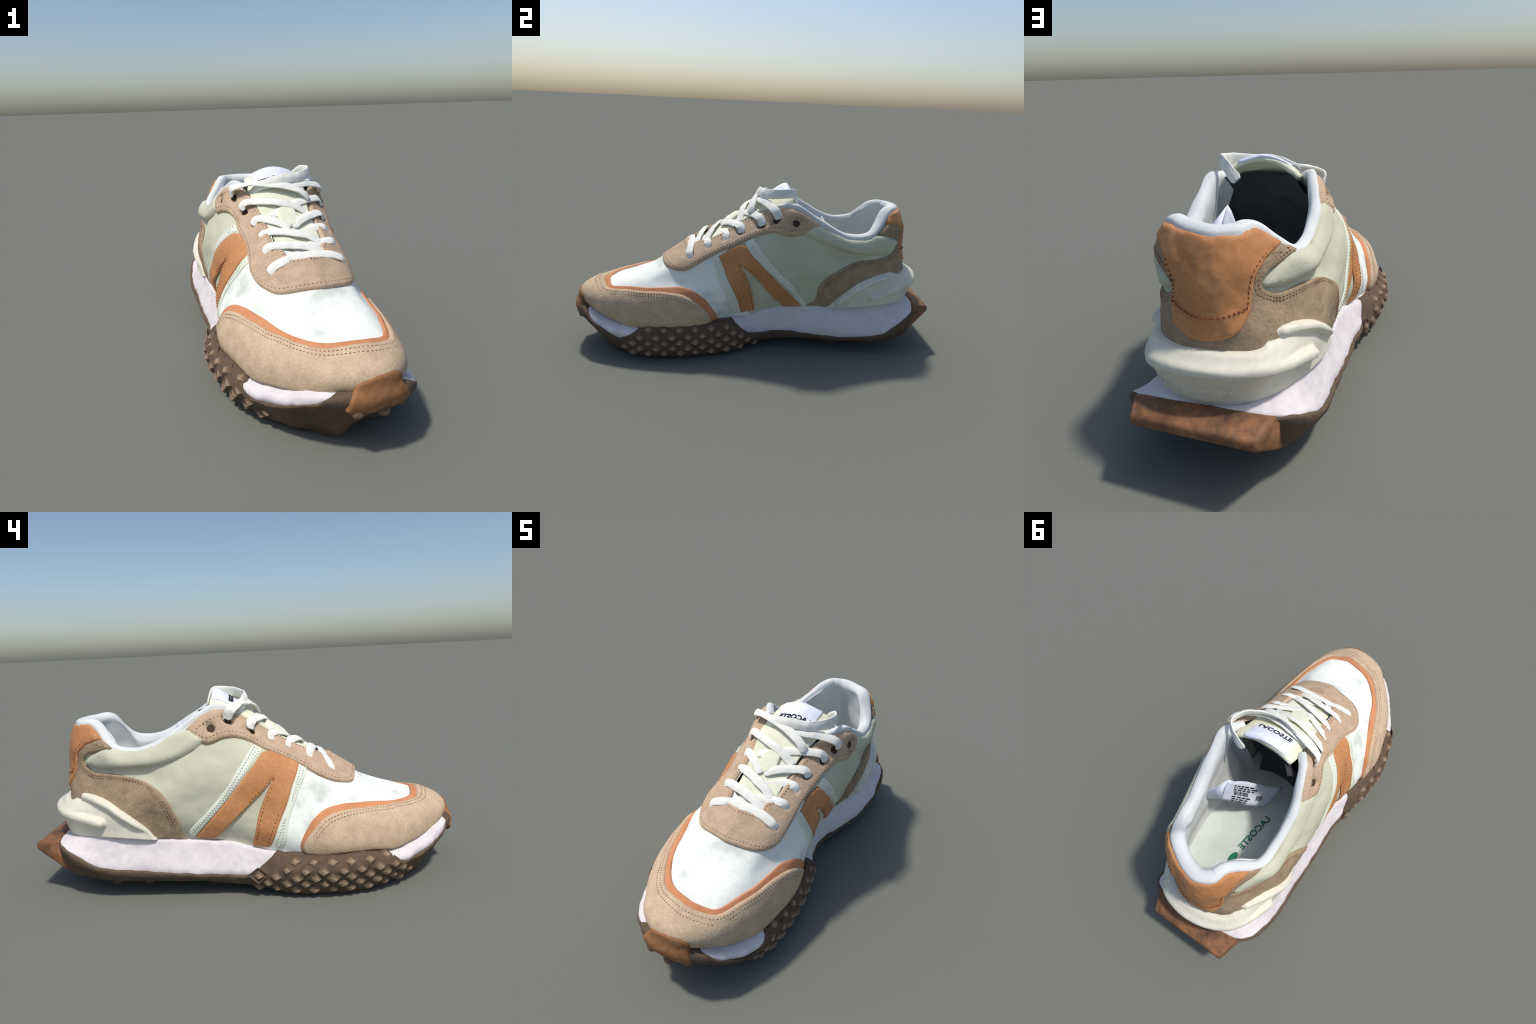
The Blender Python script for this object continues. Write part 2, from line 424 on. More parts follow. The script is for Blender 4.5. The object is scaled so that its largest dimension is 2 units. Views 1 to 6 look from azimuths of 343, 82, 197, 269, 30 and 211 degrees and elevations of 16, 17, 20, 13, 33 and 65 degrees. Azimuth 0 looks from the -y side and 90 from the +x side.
def outline(pts2, corners, step):
    """Spline through 2D points; points listed in corners stay sharp."""
    n = len(pts2); out = []
    for i in range(n):
        p0, p1, p2, p3 = (pts2[(i + k) % n] for k in (-1, 0, 1, 2))
        if i in corners:
            p0 = 2 * p1 - p2
        if (i + 1) % n in corners:
            p3 = 2 * p2 - p1
        L = np.linalg.norm(p2 - p1)
        m = max(1, int(L / step))
        f = (np.arange(m) / m)[:, None]
        out.append(.5 * (2 * p1 + (p2 - p0) * f + (2 * p0 - 5 * p1 + 4 * p2 - p3) * f**2 + (3 * p1 - p0 - 3 * p2 + p3) * f**3))
    return np.concatenate(out)

class Panel:
    def __init__(self, name, pts, chart, mat, height=.01, corners=(), spacing=.013, edge=.010, sink=.003,
                 holes=(), hole_r=.014, hfun=None, wobble=.0012, parent=None, smooth_n=2, smooth_p=1):
        self.chart = chart; self.name = name
        p2 = chart.flat(np.array(pts, float))
        loop = outline(p2, set(c % len(pts) for c in corners), spacing * .7)
        self.loop = loop
        lo, hi = loop.min(0), loop.max(0)
        gx = np.arange(lo[0], hi[0], spacing); gy = np.arange(lo[1], hi[1], spacing * .866)
        G = np.array([(x + (.5 * spacing if j % 2 else 0), y) for j, y in enumerate(gy) for x in gx])
        G = G[inside(G, loop)]
        dG = dist_to_loop(G, loop)
        G = G[dG > edge + spacing * .45]
        rings = []
        tn = np.roll(loop, -1, 0) - np.roll(loop, 1, 0)
        nn = np.stack([-tn[:, 1], tn[:, 0]], 1); nn /= np.maximum(np.linalg.norm(nn, axis=1), 1e-9)[:, None]
        area = .5 * (loop[:, 0] * np.roll(loop[:, 1], -1) - np.roll(loop[:, 0], -1) * loop[:, 1]).sum()
        if area < 0:
            nn = -nn
        self.nn = nn
        for f in (.25, .6, 1.0):
            q = loop + nn * edge * f
            q = q[inside(q, loop)]
            q = q[dist_to_loop(q, loop) > edge * f * .93]
            rings.append(q)
        hl = []; hc = []
        if len(holes):
            hc = chart.flat(np.array(holes, float))
            for c in hc:
                a = np.linspace(0, 2 * np.pi, 15)[:-1]
                hl.append(c + hole_r * np.stack([np.cos(a), np.sin(a)], 1))
        inner = np.concatenate([G] + rings) if len(G) else np.concatenate(rings)
        for c in hc:
            inner = inner[np.linalg.norm(inner - c, axis=1) > hole_r * 1.35]
        allp = [loop] + hl + [inner]
        Q = np.concatenate(allp)
        edges = [(i, (i + 1) % len(loop)) for i in range(len(loop))]
        b = len(loop)
        for h in hl:
            edges += [(b + i, b + (i + 1) % len(h)) for i in range(len(h))]; b += len(h)
        r = delaunay_2d_cdt([Vector(q) for q in Q], edges, [], 0, 1e-6)
        Q = np.array([tuple(v) for v in r[0]]); F = [tuple(f) for f in r[2]]
        cen = np.array([Q[list(f)].mean(0) for f in F])
        keep = inside(cen, loop)
        for c in hc:
            keep &= np.linalg.norm(cen - c, axis=1) > hole_r * .95
        F = [f for f, k in zip(F, keep) if k]
        used = sorted({k for f in F for k in f}); idx = {k: i for i, k in enumerate(used)}
        Q = Q[used]; F = [tuple(idx[k] for k in f) for f in F]
        P, N = chart.lift(Q)
        # relax small kinks of the ground surface
        ring = [set() for _ in Q]
        for f in F:
            for a_ in f:
                ring[a_].update(k for k in f if k != a_)
        border = dist_to_loop(Q, loop) < 1e-5
        for _ in range(smooth_p):
            P = np.array([P[i] if border[i] or not ring[i] else .5 * P[i] + .5 * P[list(ring[i])].mean(0) for i in range(len(P))])
        # smooth normals over the mesh
        for _ in range(smooth_n):
            acc = N.copy(); cnt = np.ones(len(N))
            for f in F:
                for a_ in f:
                    for b_ in f:
                        if a_ != b_:
                            acc[a_] += N[b_]
            N = acc / np.maximum(np.linalg.norm(acc, axis=1), 1e-9)[:, None]
        d = dist_to_loop(Q, loop)
        dh = d.copy()
        for c in hc:
            dh = np.minimum(dh, np.abs(np.linalg.norm(Q - c, axis=1) - hole_r) * 3)
        prof = np.sqrt(np.clip(1 - (1 - np.clip(dh / edge, 0, 1)) ** 2, 0, 1))
        H = height if hfun is None else np.array([hfun(p) for p in P])
        off = -sink + (H + sink) * prof
        off = off + np.array([nz(p, 14) * wobble + nz(p, 45, 4) * wobble * .5 for p in P]) * np.clip(dh / edge, 0, 1)
        self.Hmean = height
        V = P + N * off[:, None]
        self.ob = mesh_object(name, V, F, mat, parent or ROOT)
        # skirt so that the edge has no gap is the sunk border itself; orient outwards
        me = self.ob.data
        c0 = chart.c
        bad = 0
        for p in list(me.polygons)[::7]:
            bad += 1 if (np.array(p.normal) @ (np.array(p.center) - c0)) < 0 else -1
        if bad > 0:
            me.flip_normals()

    def seam(self, inset, pick, mat, pitch=.018, length=.010, width=.0045, rise=.0, height=None, name='stitching'):
        q = self.loop + self.nn * inset
        ok = (dist_to_loop(q, self.loop) > inset * .9) & inside(q, self.loop)
        P, N = self.chart.lift(q)
        h = (self.Hmean if height is None else height) + rise
        Vs = []; Fs = []; acc = 0.0
        for i in range(len(q) - 1):
            if not (ok[i] and ok[i + 1]) or not pick(P[i]):
                continue
            seg = P[i + 1] - P[i]; L = np.linalg.norm(seg)
            if L > .06 or L < 1e-6:
                continue
            t = seg / L
            while acc < L:
                c = P[i] + t * acc; n = N[i]; b = np.cross(n, t)
                add_bead(Vs, Fs, c + n * h, t * length * .5, b * width * .5, n * width * .55)
                acc += pitch
            acc -= L
        if Vs:
            ob = mesh_object(name, Vs, Fs, mat, self.ob)
            ob['kind'] = 'stuff'

def add_bead(V, F, c, a, b, n):
    """small rounded stitch: octagonal dome"""
    k0 = len(V)
    ring = [(math.cos(x), math.sin(x)) for x in np.arange(8) * math.pi / 4]
    for cx, cy in ring:
        V.append(c + a * cx + b * cy - n * .6)
    for cx, cy in ring:
        V.append(c + a * cx * .75 + b * cy * .7 + n * .7)
    V.append(c + n)
    for i in range(8):
        j = (i + 1) % 8
        F.append((k0 + i, k0 + j, k0 + 8 + j, k0 + 8 + i))
        F.append((k0 + 8 + i, k0 + 8 + j, k0 + 16))

TOE = Chart((.03, -.50, .14), (0, 0, 1), SHELL_BVH)
THROAT = Chart((.06, -.10, .30), (0, 0, 1), SHELL_BVH)
SIDE_MED = Chart((.05, .05, .38), (-1, 0, 0), SHELL_BVH)
SIDE_LAT = Chart((.05, .05, .38), (1, 0, 0), SHELL_BVH)
HEEL = Chart((.04, .52, .42), (0, 1, 0), SHELL_BVH)

# ---- side stripe with the two legs, and the ivory bands on both sides of it
stripe = Panel('side_stripe', [(-.256,.272,.250),(-.178,-.067,.626),(-.155,-.118,.620),(-.150,-.178,.600),(-.165,-.236,.565),(-.221,-.212,.505),(-.287,-.173,.395),
      (-.316,-.130,.295),(-.300,-.094,.190),(-.272,-.008,.200),(-.298,-.037,.337),(-.263,-.082,.462),(-.243,-.108,.512),(-.279,-.021,.427),(-.287,.074,.340),(-.252,.172,.238)],
      SIDE_MED, ORANGE, height=.008, corners=(0,1,4,8,9,12,15), spacing=.014, edge=.006, wobble=.003)
stripe.seam(.012, lambda p: -.125 < p[1] < -.004 and .24 < p[2] < .53, RUST, pitch=.018, length=.010)
stripe = Panel('side_stripe', [(.282,-.232,.545),(.282,-.160,.590),(.296,-.095,.615),(.334,-.021,.521),(.326,.087,.407),(.289,.178,.313),(.268,.249,.240),(.262,.142,.235),
      (.315,.040,.344),(.338,-.052,.452),(.325,-.124,.508),(.341,-.085,.418),(.291,-.039,.205),(.314,-.136,.185),(.352,-.176,.360),(.325,-.210,.465)],
      SIDE_LAT, ORANGE, height=.008, corners=(0,2,6,7,10,12,13), spacing=.014, edge=.006, wobble=.003)
stripe.seam(.012, lambda p: -.135 < p[1] < -.03 and .24 < p[2] < .51, RUST, pitch=.018, length=.010)
for nm, ch, pts, cor in (
    ('ivory_band', SIDE_MED, [(-.172,-.028,.665),(-.172,-.072,.640),(-.256,.270,.255),(-.262,.300,.262),(-.268,.284,.300),(-.291,.204,.383),(-.272,.090,.508)], (0,1,2,3)),
    ('ivory_band', SIDE_MED, [(-.165,-.228,.570),(-.165,-.272,.550),(-.240,-.238,.465),(-.305,-.190,.349),(-.318,-.152,.190),(-.296,-.090,.190),(-.316,-.130,.295),(-.286,-.173,.395),(-.220,-.210,.504)], (0,1,4,5)),
    ('ivory_band', SIDE_LAT, [(.296,-.098,.620),(.296,-.052,.645),(.333,.003,.564),(.338,.091,.469),(.308,.189,.367),(.272,.280,.245),(.266,.245,.240),(.310,.140,.368),(.339,.026,.479),(.325,-.058,.561)], (0,1,5,6)),
    ('ivory_band', SIDE_LAT, [(.280,-.270,.530),(.286,-.226,.545),(.332,-.202,.450),(.352,-.167,.342),(.314,-.130,.185),(.331,-.180,.185),(.357,-.213,.317),(.333,-.251,.433)], (0,1,4,5)),
):
    bp = Panel(nm, pts, ch, BAND, height=.004, corners=cor, spacing=.013, edge=.005)
    for ins in (.011, .024):
        bp.seam(ins, lambda p: True, PALETHREAD, pitch=.014, length=.009, width=.006, rise=.0005)

# ---- apricot edging and sand toe guard
foot = [tuple(S(r, .08)) for r in (19.7,19,18,17,16,15,14,13,12,11,10,9,8.4)]
Panel('toe_edging', [(.335,-.190,.205),(.360,-.233,.283),(.356,-.300,.353),(.334,-.366,.390),(.311,-.432,.397),(.301,-.498,.390),(.282,-.600,.382),(.248,-.695,.377),
      (.213,-.782,.366),(.160,-.812,.368),(.061,-.818,.376),(-.049,-.787,.370),(-.124,-.719,.372),(-.178,-.625,.381),(-.222,-.490,.395),(-.254,-.399,.401),
      (-.277,-.327,.388),(-.304,-.265,.349),(-.329,-.210,.278),(-.330,-.190,.225)] + foot,
      TOE, TRIM, height=.006, corners=(0,19,20,32), spacing=.02, edge=.006)
guard = Panel('toe_guard', [(.347,-.232,.205),(.363,-.266,.267),(.362,-.324,.321),(.345,-.398,.359),(.321,-.489,.368),(.294,-.610,.364),(.258,-.715,.362),(.220,-.805,.355),
      (.155,-.836,.359),(.054,-.838,.367),(-.063,-.812,.360),(-.135,-.744,.362),(-.188,-.660,.371),(-.220,-.600,.373),(-.254,-.490,.376),(-.281,-.384,.373),(-.302,-.310,.351),
      (-.323,-.261,.308),(-.333,-.218,.262),(-.331,-.200,.215)] + foot,
      TOE, SUEDE, height=.015, corners=(0,19,20,32), spacing=.013, edge=.012, wobble=.002)
upper_edge = lambda p: p[2] > .27 and p[1] > -.885 and p[2] > .318 - .1 * (abs(p[0]) > .25)
guard.seam(.017, upper_edge, THREAD, pitch=.015)
guard.seam(.030, upper_edge, THREAD, pitch=.015)

# ---- eyestay with punched eyelets
EYE_MED = [(-.117,-.385,.525),(-.102,-.286,.586),(-.091,-.189,.626),(-.101,-.110,.679),(-.128,-.018,.739),(-.147,.088,.788),(-.188,.163,.757)]
EYE_LAT = [(.227,-.373,.529),(.228,-.279,.579),(.231,-.191,.620),(.248,-.107,.676),(.282,-.004,.722),(.312,.075,.765),(.339,.165,.740)]
eyestay = Panel('eyestay', [(-.190,.284,.757),(-.192,.252,.728),(-.209,.196,.686),(-.211,.155,.684),(-.192,.097,.697),(-.170,.040,.692),(-.161,-.018,.666),(-.165,-.084,.629),
      (-.161,-.169,.591),(-.172,-.244,.552),(-.187,-.318,.508),(-.178,-.388,.476),(-.137,-.451,.453),(-.083,-.490,.454),(.030,-.524,.470),(.135,-.515,.465),(.210,-.482,.455),
      (.251,-.441,.454),(.268,-.380,.470),(.272,-.284,.527),(.272,-.201,.571),(.282,-.119,.609),(.297,-.038,.648),(.318,.041,.676),(.342,.105,.670),(.347,.145,.668),
      (.339,.230,.683),(.316,.301,.718)] +
      [tuple(S(r, 4.96)) for r in (5.6, 6.0, 6.5, 7, 7.5, 8, 8.5, 9, 9.3)] + [(.130,-.362,.555), (.055,-.372,.55), (-.020,-.362,.555)] +
      [tuple(S(r, 4.96)) for r in (18.7, 19, 19.5, 20, 20.5, 21, 21.5, 22, 22.5)],
      THROAT, EYESTAY, height=.013, corners=(0, 27), spacing=.012, edge=.009, holes=EYE_MED + EYE_LAT, hole_r=.0078, wobble=.0015)
eyestay.seam(.014, lambda p: True, THREAD, pitch=.017)

def eyelet_plugs():
    P, N = THROAT.lift(THROAT.flat(np.array(EYE_MED + EYE_LAT)))
    a = np.arange(12) * math.pi / 6
    for p, n in zip(P, N):
        t = np.cross(n, [0, 0, 1.]); t /= np.linalg.norm(t); b = np.cross(n, t)
        V = [p + n * .0015 + (t * math.cos(x) + b * math.sin(x)) * .018 for x in a]
        V.append(p + n * .001)
        mesh_object('eyelet', V, [(i, (i + 1) % 12, 12) for i in range(12)], HOLE, eyestay.ob)
eyelet_plugs()

# ---- heel counter, collar padding, heel tab
heel_foot = [tuple(S(r, .05)) for r in (5.0, 4, 3, 2, 1, 0, 27, 26, 25, 24, 23.1)]
counter = Panel('heel_counter', [(-.254,.279,.250),(-.277,.292,.331),(-.283,.326,.413),(-.265,.372,.479),(-.232,.440,.525),(-.205,.510,.543),(-.174,.593,.553),(-.134,.680,.557),
      (-.107,.728,.584),(-.099,.745,.610),(-.109,.721,.638),(-.146,.647,.659),(-.172,.578,.667),(-.144,.619,.692),(-.121,.661,.715),(-.06,.76,.74),(.03,.805,.735),(.17,.75,.74),
      (.249,.667,.705),(.258,.656,.689),(.279,.611,.660),(.249,.675,.632),(.192,.746,.612),(.176,.765,.585),(.210,.737,.547),(.270,.643,.528),(.305,.540,.525),
      (.315,.468,.506),(.326,.364,.447),(.309,.303,.367),(.275,.264,.255)] + heel_foot,
      HEEL, DARKER_SUEDE, height=.009, corners=(0, 12, 20, 30, 31, 41), spacing=.014, edge=.008, wobble=.004)
ctop = lambda p: p[2] > .30 and p[2] < .69 and (abs(p[0] - .05) > .13)
counter.seam(.016, ctop, THREAD, pitch=.014)
counter.seam(.028, ctop, THREAD, pitch=.014)

Panel('collar_padding', [(-.168,.578,.668),(-.178,.520,.668),(-.186,.452,.668),(-.186,.383,.690),(-.184,.331,.722),(-.186,.240,.750),(-.205,.170,.700),(-.222,.240,.652),
      (-.229,.333,.613),(-.215,.436,.592),(-.185,.561,.585),(-.138,.659,.579),(-.103,.730,.597),(-.112,.712,.632),(-.146,.647,.662)],
      Chart((.06,.42,.55), (-1,.1,.35), SHELL_BVH), CREAM, height=.02, corners=(5,6), spacing=.012, edge=.034, sink=.002)
Panel('collar_padding', [(.283,.612,.664),(.297,.567,.648),(.303,.521,.643),(.307,.450,.648),(.311,.383,.676),(.322,.250,.740),(.342,.190,.690),(.342,.270,.648),
      (.335,.382,.606),(.321,.477,.573),(.292,.577,.553),(.236,.689,.555),(.185,.752,.582),(.184,.754,.610),(.248,.675,.634)],
      Chart((.06,.42,.55), (1,.1,.35), SHELL_BVH), CREAM, height=.016, corners=(5,6), spacing=.012, edge=.034, sink=.002)

tab = Panel('heel_tab', [tuple(S(r, 4.94)) for r in (0, 27.5, 27, 26.5, 26.1)] + [(-.118,.665,.742),(-.137,.640,.712),(-.106,.716,.682),(-.086,.763,.640),(-.082,.777,.596),(-.080,.799,.540),
      (-.052,.831,.486),(.019,.857,.462),(.095,.850,.462),(.155,.820,.490),(.175,.785,.545),(.160,.780,.600),(.172,.765,.650),(.205,.735,.690),(.250,.663,.702),
      (.238,.672,.740)] + [tuple(S(r, 4.94)) for r in (1.95, 1.5, 1, .5)],
      HEEL, ORANGE, height=.017, corners=(6, 19), spacing=.012, edge=.008, wobble=.006, smooth_n=6, smooth_p=8)
tab.seam(.016, lambda p: p[2] < .70 and p[2] > .545, RUST, pitch=.016, length=.011)
def tab_cross_seam():
    Vs, Fs = [], []
    xs = np.linspace(-.07, .16, 17)
    for x in xs:
        z = .535 + .35 * ((x - .045)) ** 2 / .115 ** 2 * .05
        h = SHELL_BVH.ray_cast(Vector((.04, .5, z)), Vector((x - .04, .33, 0)).normalized())
        if h[0]:
            p = np.array(h[0]); n = np.array(h[1]); n = n if n[1] > 0 else -n
            t = np.cross(n, [0, 0, 1.])
            add_bead(Vs, Fs, p + n * .019, t * .006, np.array([0, 0, .003]), n * .003)
    ob = mesh_object('stitching', Vs, Fs, RUST, tab.ob); ob['kind'] = 'stuff'
tab_cross_seam()

# ---- moulded heel clip: a low cup with an upper rib on each side and a lip round the back
def poly_dist(p, line):
    return float(dist_to_loop(np.array([p]), np.array(line), False)[0])
LIP = [(-.222,.655,.350),(-.176,.734,.365),(-.095,.815,.385),(.040,.862,.392),(.175,.825,.378),(.262,.720,.350),(.301,.604,.324)]
RIB_M = [(-.256,.455,.305),(-.252,.540,.372),(-.222,.610,.420),(-.180,.685,.448),(-.150,.735,.455)]
RIB_L = [(.306,.425,.300),(.316,.500,.365),(.303,.590,.410),(.272,.690,.428)]
def clip_height(p):
    back = float(smoothstep(.64, .85, p[1]))
    cup = float(np.interp(p[2], [.24, .28, .33, .365, .40, .43, .445], [.016, .036, .046, .062, .060, .030, .006])) * back
    dl = poly_dist(p, LIP); dr = min(poly_dist(p, RIB_M), poly_dist(p, RIB_L))
    low = float(smoothstep(.34, .26, p[2])) * .010
    h = (.0135 + low) * (1 - back) + cup
    h += .030 * math.exp(-(dl / .018) ** 4) * (1 - .6 * back)
    h += .022 * math.exp(-(dr / .015) ** 4) * (1 - .5 * back)
    return h
clip = Panel('heel_clip', [(-.248,.400,.258),(-.257,.447,.318),(-.257,.516,.383),(-.228,.600,.440),(-.186,.676,.470),(-.150,.747,.478),(-.125,.782,.458),(-.098,.810,.432),
      (.040,.858,.440),(.160,.828,.432),(.225,.770,.428),(.256,.728,.447),(.278,.690,.455),(.308,.585,.432),(.318,.496,.390),(.305,.416,.318),(.282,.350,.250)] +
      [tuple(S(r, .02)) for r in (4.2, 4, 3, 2, 1, 0, 27, 26, 25, 24)],
      Chart((.04,.58,.36), (0,1,0), SHELL_BVH), CLIP, corners=(0, 16), spacing=.0075, edge=.010, hfun=clip_height, smooth_n=5, wobble=.001)

# ---- gum toe bumper
FRONT_BVH = bvh_of([guard.ob, midsole, outsole])
Panel('toe_bumper', [(-.050,-.955,.185),(-.045,-.960,.225),(-.028,-.955,.262),(-.008,-.948,.284),(.025,-.955,.296),(.077,-.957,.306),(.140,-.950,.306),(.172,-.936,.284),(.180,-.945,.241),(.190,-.950,.200),(.165,-.950,.178),(.070,-.955,.172)],
      Chart((.06,-.75,.22), (0,-1,0), FRONT_BVH, True), GUM, height=.010, corners=(), spacing=.011, edge=.014, wobble=.003, smooth_n=10, smooth_p=25)

# ------------------------------------------------------------------ studs of the outsole flank
def stud_mesh():
    b = .041
    V = [(-b, 0, -.006), (0, -b * .85, -.006), (b, 0, -.006), (0, b * .85, -.006), (.003, .000, .012), (.013, -.008, .012), (.001, -.014, .011)]
    F = [(0, 1, 6, 4), (1, 2, 5, 6), (2, 3, 4, 5), (3, 0, 4), (4, 6, 5)]
    me = bpy.data.meshes.new('stud'); me.from_pydata(V, [], F); me.update(); me.materials.append(STUDTIP)
    return me
def build_studs():
    from mathutils import Matrix
    me = stud_mesh()
    bv = bvh_of([outsole])
    first = None
    for side in (1, -1):
        for row, z in enumerate((.172, .140, .108, .076, .045)):
            for k in range(14):
                y = -.02 - .080 * k - (.040 if row % 2 else 0) + random.uniform(-.004, .004)
                h = bv.ray_cast(Vector((side * 1.0, y, z)), Vector((-side, 0, 0)))
                if h[0] is None:
                    continue
                p = h[0]
                if edge_height((p.x, y - .0, z)) < z + .012 or y < -.74:
                    continue
                if y > -.12 and z > .12:
                    continue
                U2 = edge_height((p.x, y + .03, z)); U3 = edge_height((p.x, y - .03, z))
                if min(U2, U3) < z - .01:
                    continue
                n = h[1] if h[1].x * side > 0 else -h[1]
                n = Vector((n.x, n.y, n.z * .6)).normalized()
                t = Vector((0, -1, 0)) - n * n.dot(Vector((0, -1, 0))); t.normalize()
                u = n.cross(t)
                if u.z < 0: u = -u
                s = random.uniform(.9, 1.12)
                M = Matrix((t, u, n)).transposed().to_4x4() @ Matrix.Scale(s, 4)
                M.translation = p
                ob = bpy.data.objects.new('stud', me); ob.matrix_world = M
                link(ob, outsole)
build_studs()

# bumps under the toe bumper and tread lugs under the sole
def build_lugs():
    bm = bmesh.new(); bmesh.ops.create_cube(bm, size=1)
    for v in bm.verts:
        if v.co.z < 0: v.co.x *= .75; v.co.y *= .75
    bmesh.ops.bevel(bm, geom=list(bm.edges), offset=.08, segments=2, affect='EDGES')
    me = bpy.data.meshes.new('tread_lug'); bm.to_mesh(me); bm.free(); me.materials.append(RUBBER)
    bv = bvh_of([outsole])
    for j, y in enumerate(np.arange(-.80, .86, .075)):
        for i, x in enumerate(np.arange(-.33, .36, .085)):
            xx = x + (.042 if j % 2 else 0)
            h = bv.ray_cast(Vector((xx, y, -1)), Vector((0, 0, 1)))
            if h[0] is None or h[0].z > .12:
                continue
            near = [bv.ray_cast(Vector((xx + dx, y + dy, -1)), Vector((0, 0, 1)))[0] for dx, dy in ((.055, 0), (-.055, 0), (0, .05), (0, -.05))]
            if any(q is None or q.z > h[0].z + .03 for q in near):
                continue
            z1 = h[0].z + .010; z0 = max(0.0, h[0].z - (.018 if y < 0 else .008))
            ob = bpy.data.objects.new('tread_lug', me)
            ob.location = (xx, y, (z0 + z1) / 2); ob.scale = (.062, .05, z1 - z0)
            ob.rotation_euler = (0, 0, random.uniform(-.2, .2))
            link(ob, outsole)
build_lugs()
for p, r in (((-.012,-.962,.178), .026), ((.085,-.970,.172), .024), ((.165,-.945,.182), .022)):
    bm = bmesh.new(); bmesh.ops.create_icosphere(bm, subdivisions=2, radius=r)
    for v in bm.verts:
        v.co.z *= .8
        v.co += Vector((nz(v.co, 30), nz(v.co, 30, 3), nz(v.co, 30, 7))) * .004
        v.co += Vector(p)
    me = bpy.data.meshes.new('toe_knob'); bm.to_mesh(me); bm.free(); me.materials.append(STUD)
    link(bpy.data.objects.new('toe_knob', me), outsole)

# ------------------------------------------------------------------ lining and insole
def build_lining():
    prof = []
    rs = np.arange(-6.6, 6.71, .08)
    G = []
    for r in rs:
        eps = .05
        top = S(r, 5); tg = S(r + eps, 5) - S(r - eps, 5)
        n = np.array([tg[1], -tg[0], 0]); n /= np.linalg.norm(n)
        if n @ (top - np.array([.05, .42, top[2]])) < 0:
            n = -n
        n[2] = 0
        back = float(smoothstep(.55, .8, top[1]))
        w = .038 + .012 * back + .010 * float(smoothstep(.1, .25, top[0]))
        # the rim rolls over a padded edge and drops to the insole
        fo = 1 - 1.6 * float(smoothstep(4.6, 5.4, abs(r)))
        pts = [S(r, 4.80) + n * .004 * fo, S(r, 4.93) + n * .007 * fo, top + n * .004 * fo + [0, 0, .008], top - n * w * .3 + [0, 0, .016], top - n * w * .75 + [0, 0, .012], top - n * w * 1.05 + [0, 0, -.012],
               S(r, 4.5) - n * (w + .018), S(r, 3.6) - n * .068, S(r, 2.6) - n * .062, S(r, 1.6) - n * .052, S(r, .9) - n * .045, S(r, .4) - n * .04]
        G.append(catmull(np.array(pts), np.linspace(0, len(pts) - 1, 45), False))
    G = np.array(G)
    V = rumple(G.reshape(-1, 3), 13, .004, 8)
    ob = mesh_object('collar_lining', V, grid_faces(len(rs), 45, False), LINING, ROOT)
    recalc(ob)
build_lining()

def build_insole():
    G = []
    for i in np.arange(.35, 12.2, .15):
        a = S(i, .9); b = S(28 - i, .9)
        a = a + (b - a) * .03; b = b + (a - b) * .03
        row = []
        for f in np.linspace(0, 1, 25):
            p = a + (b - a) * f
            z = np.interp(p[1], [-.9, -.5, 0, .4, .9], [.27, .21, .25, .314, .320])
            z += .05 * abs(2 * f - 1) ** 6
            row.append((p[0], p[1], z))
        G.append(row)
    G = np.array(G)
    ob = mesh_object('insole', G.reshape(-1, 3), grid_faces(len(G), 25, False), INSOLE, ROOT)
    recalc(ob)
    return ob
insole = build_insole()

# wall modelled in dark colour for the shadow in the cavity behind the tongue
def build_cavity_shadow():
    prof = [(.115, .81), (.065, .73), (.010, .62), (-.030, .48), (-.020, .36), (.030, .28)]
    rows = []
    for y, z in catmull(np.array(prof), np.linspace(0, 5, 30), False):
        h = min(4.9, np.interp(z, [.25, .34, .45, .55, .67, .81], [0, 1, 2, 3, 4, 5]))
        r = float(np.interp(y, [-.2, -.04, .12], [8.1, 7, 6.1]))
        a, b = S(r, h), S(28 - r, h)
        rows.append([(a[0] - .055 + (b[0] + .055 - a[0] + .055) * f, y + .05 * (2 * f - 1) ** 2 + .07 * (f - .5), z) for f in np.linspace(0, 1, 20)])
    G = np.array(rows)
    ob = mesh_object('cavity_shadow_wall', rumple(rumple(G.reshape(-1, 3), 8, .025, 4), 20, .010, 5), grid_faces(30, 20, False), CAVITY_SHADOW, ROOT)
build_cavity_shadow()

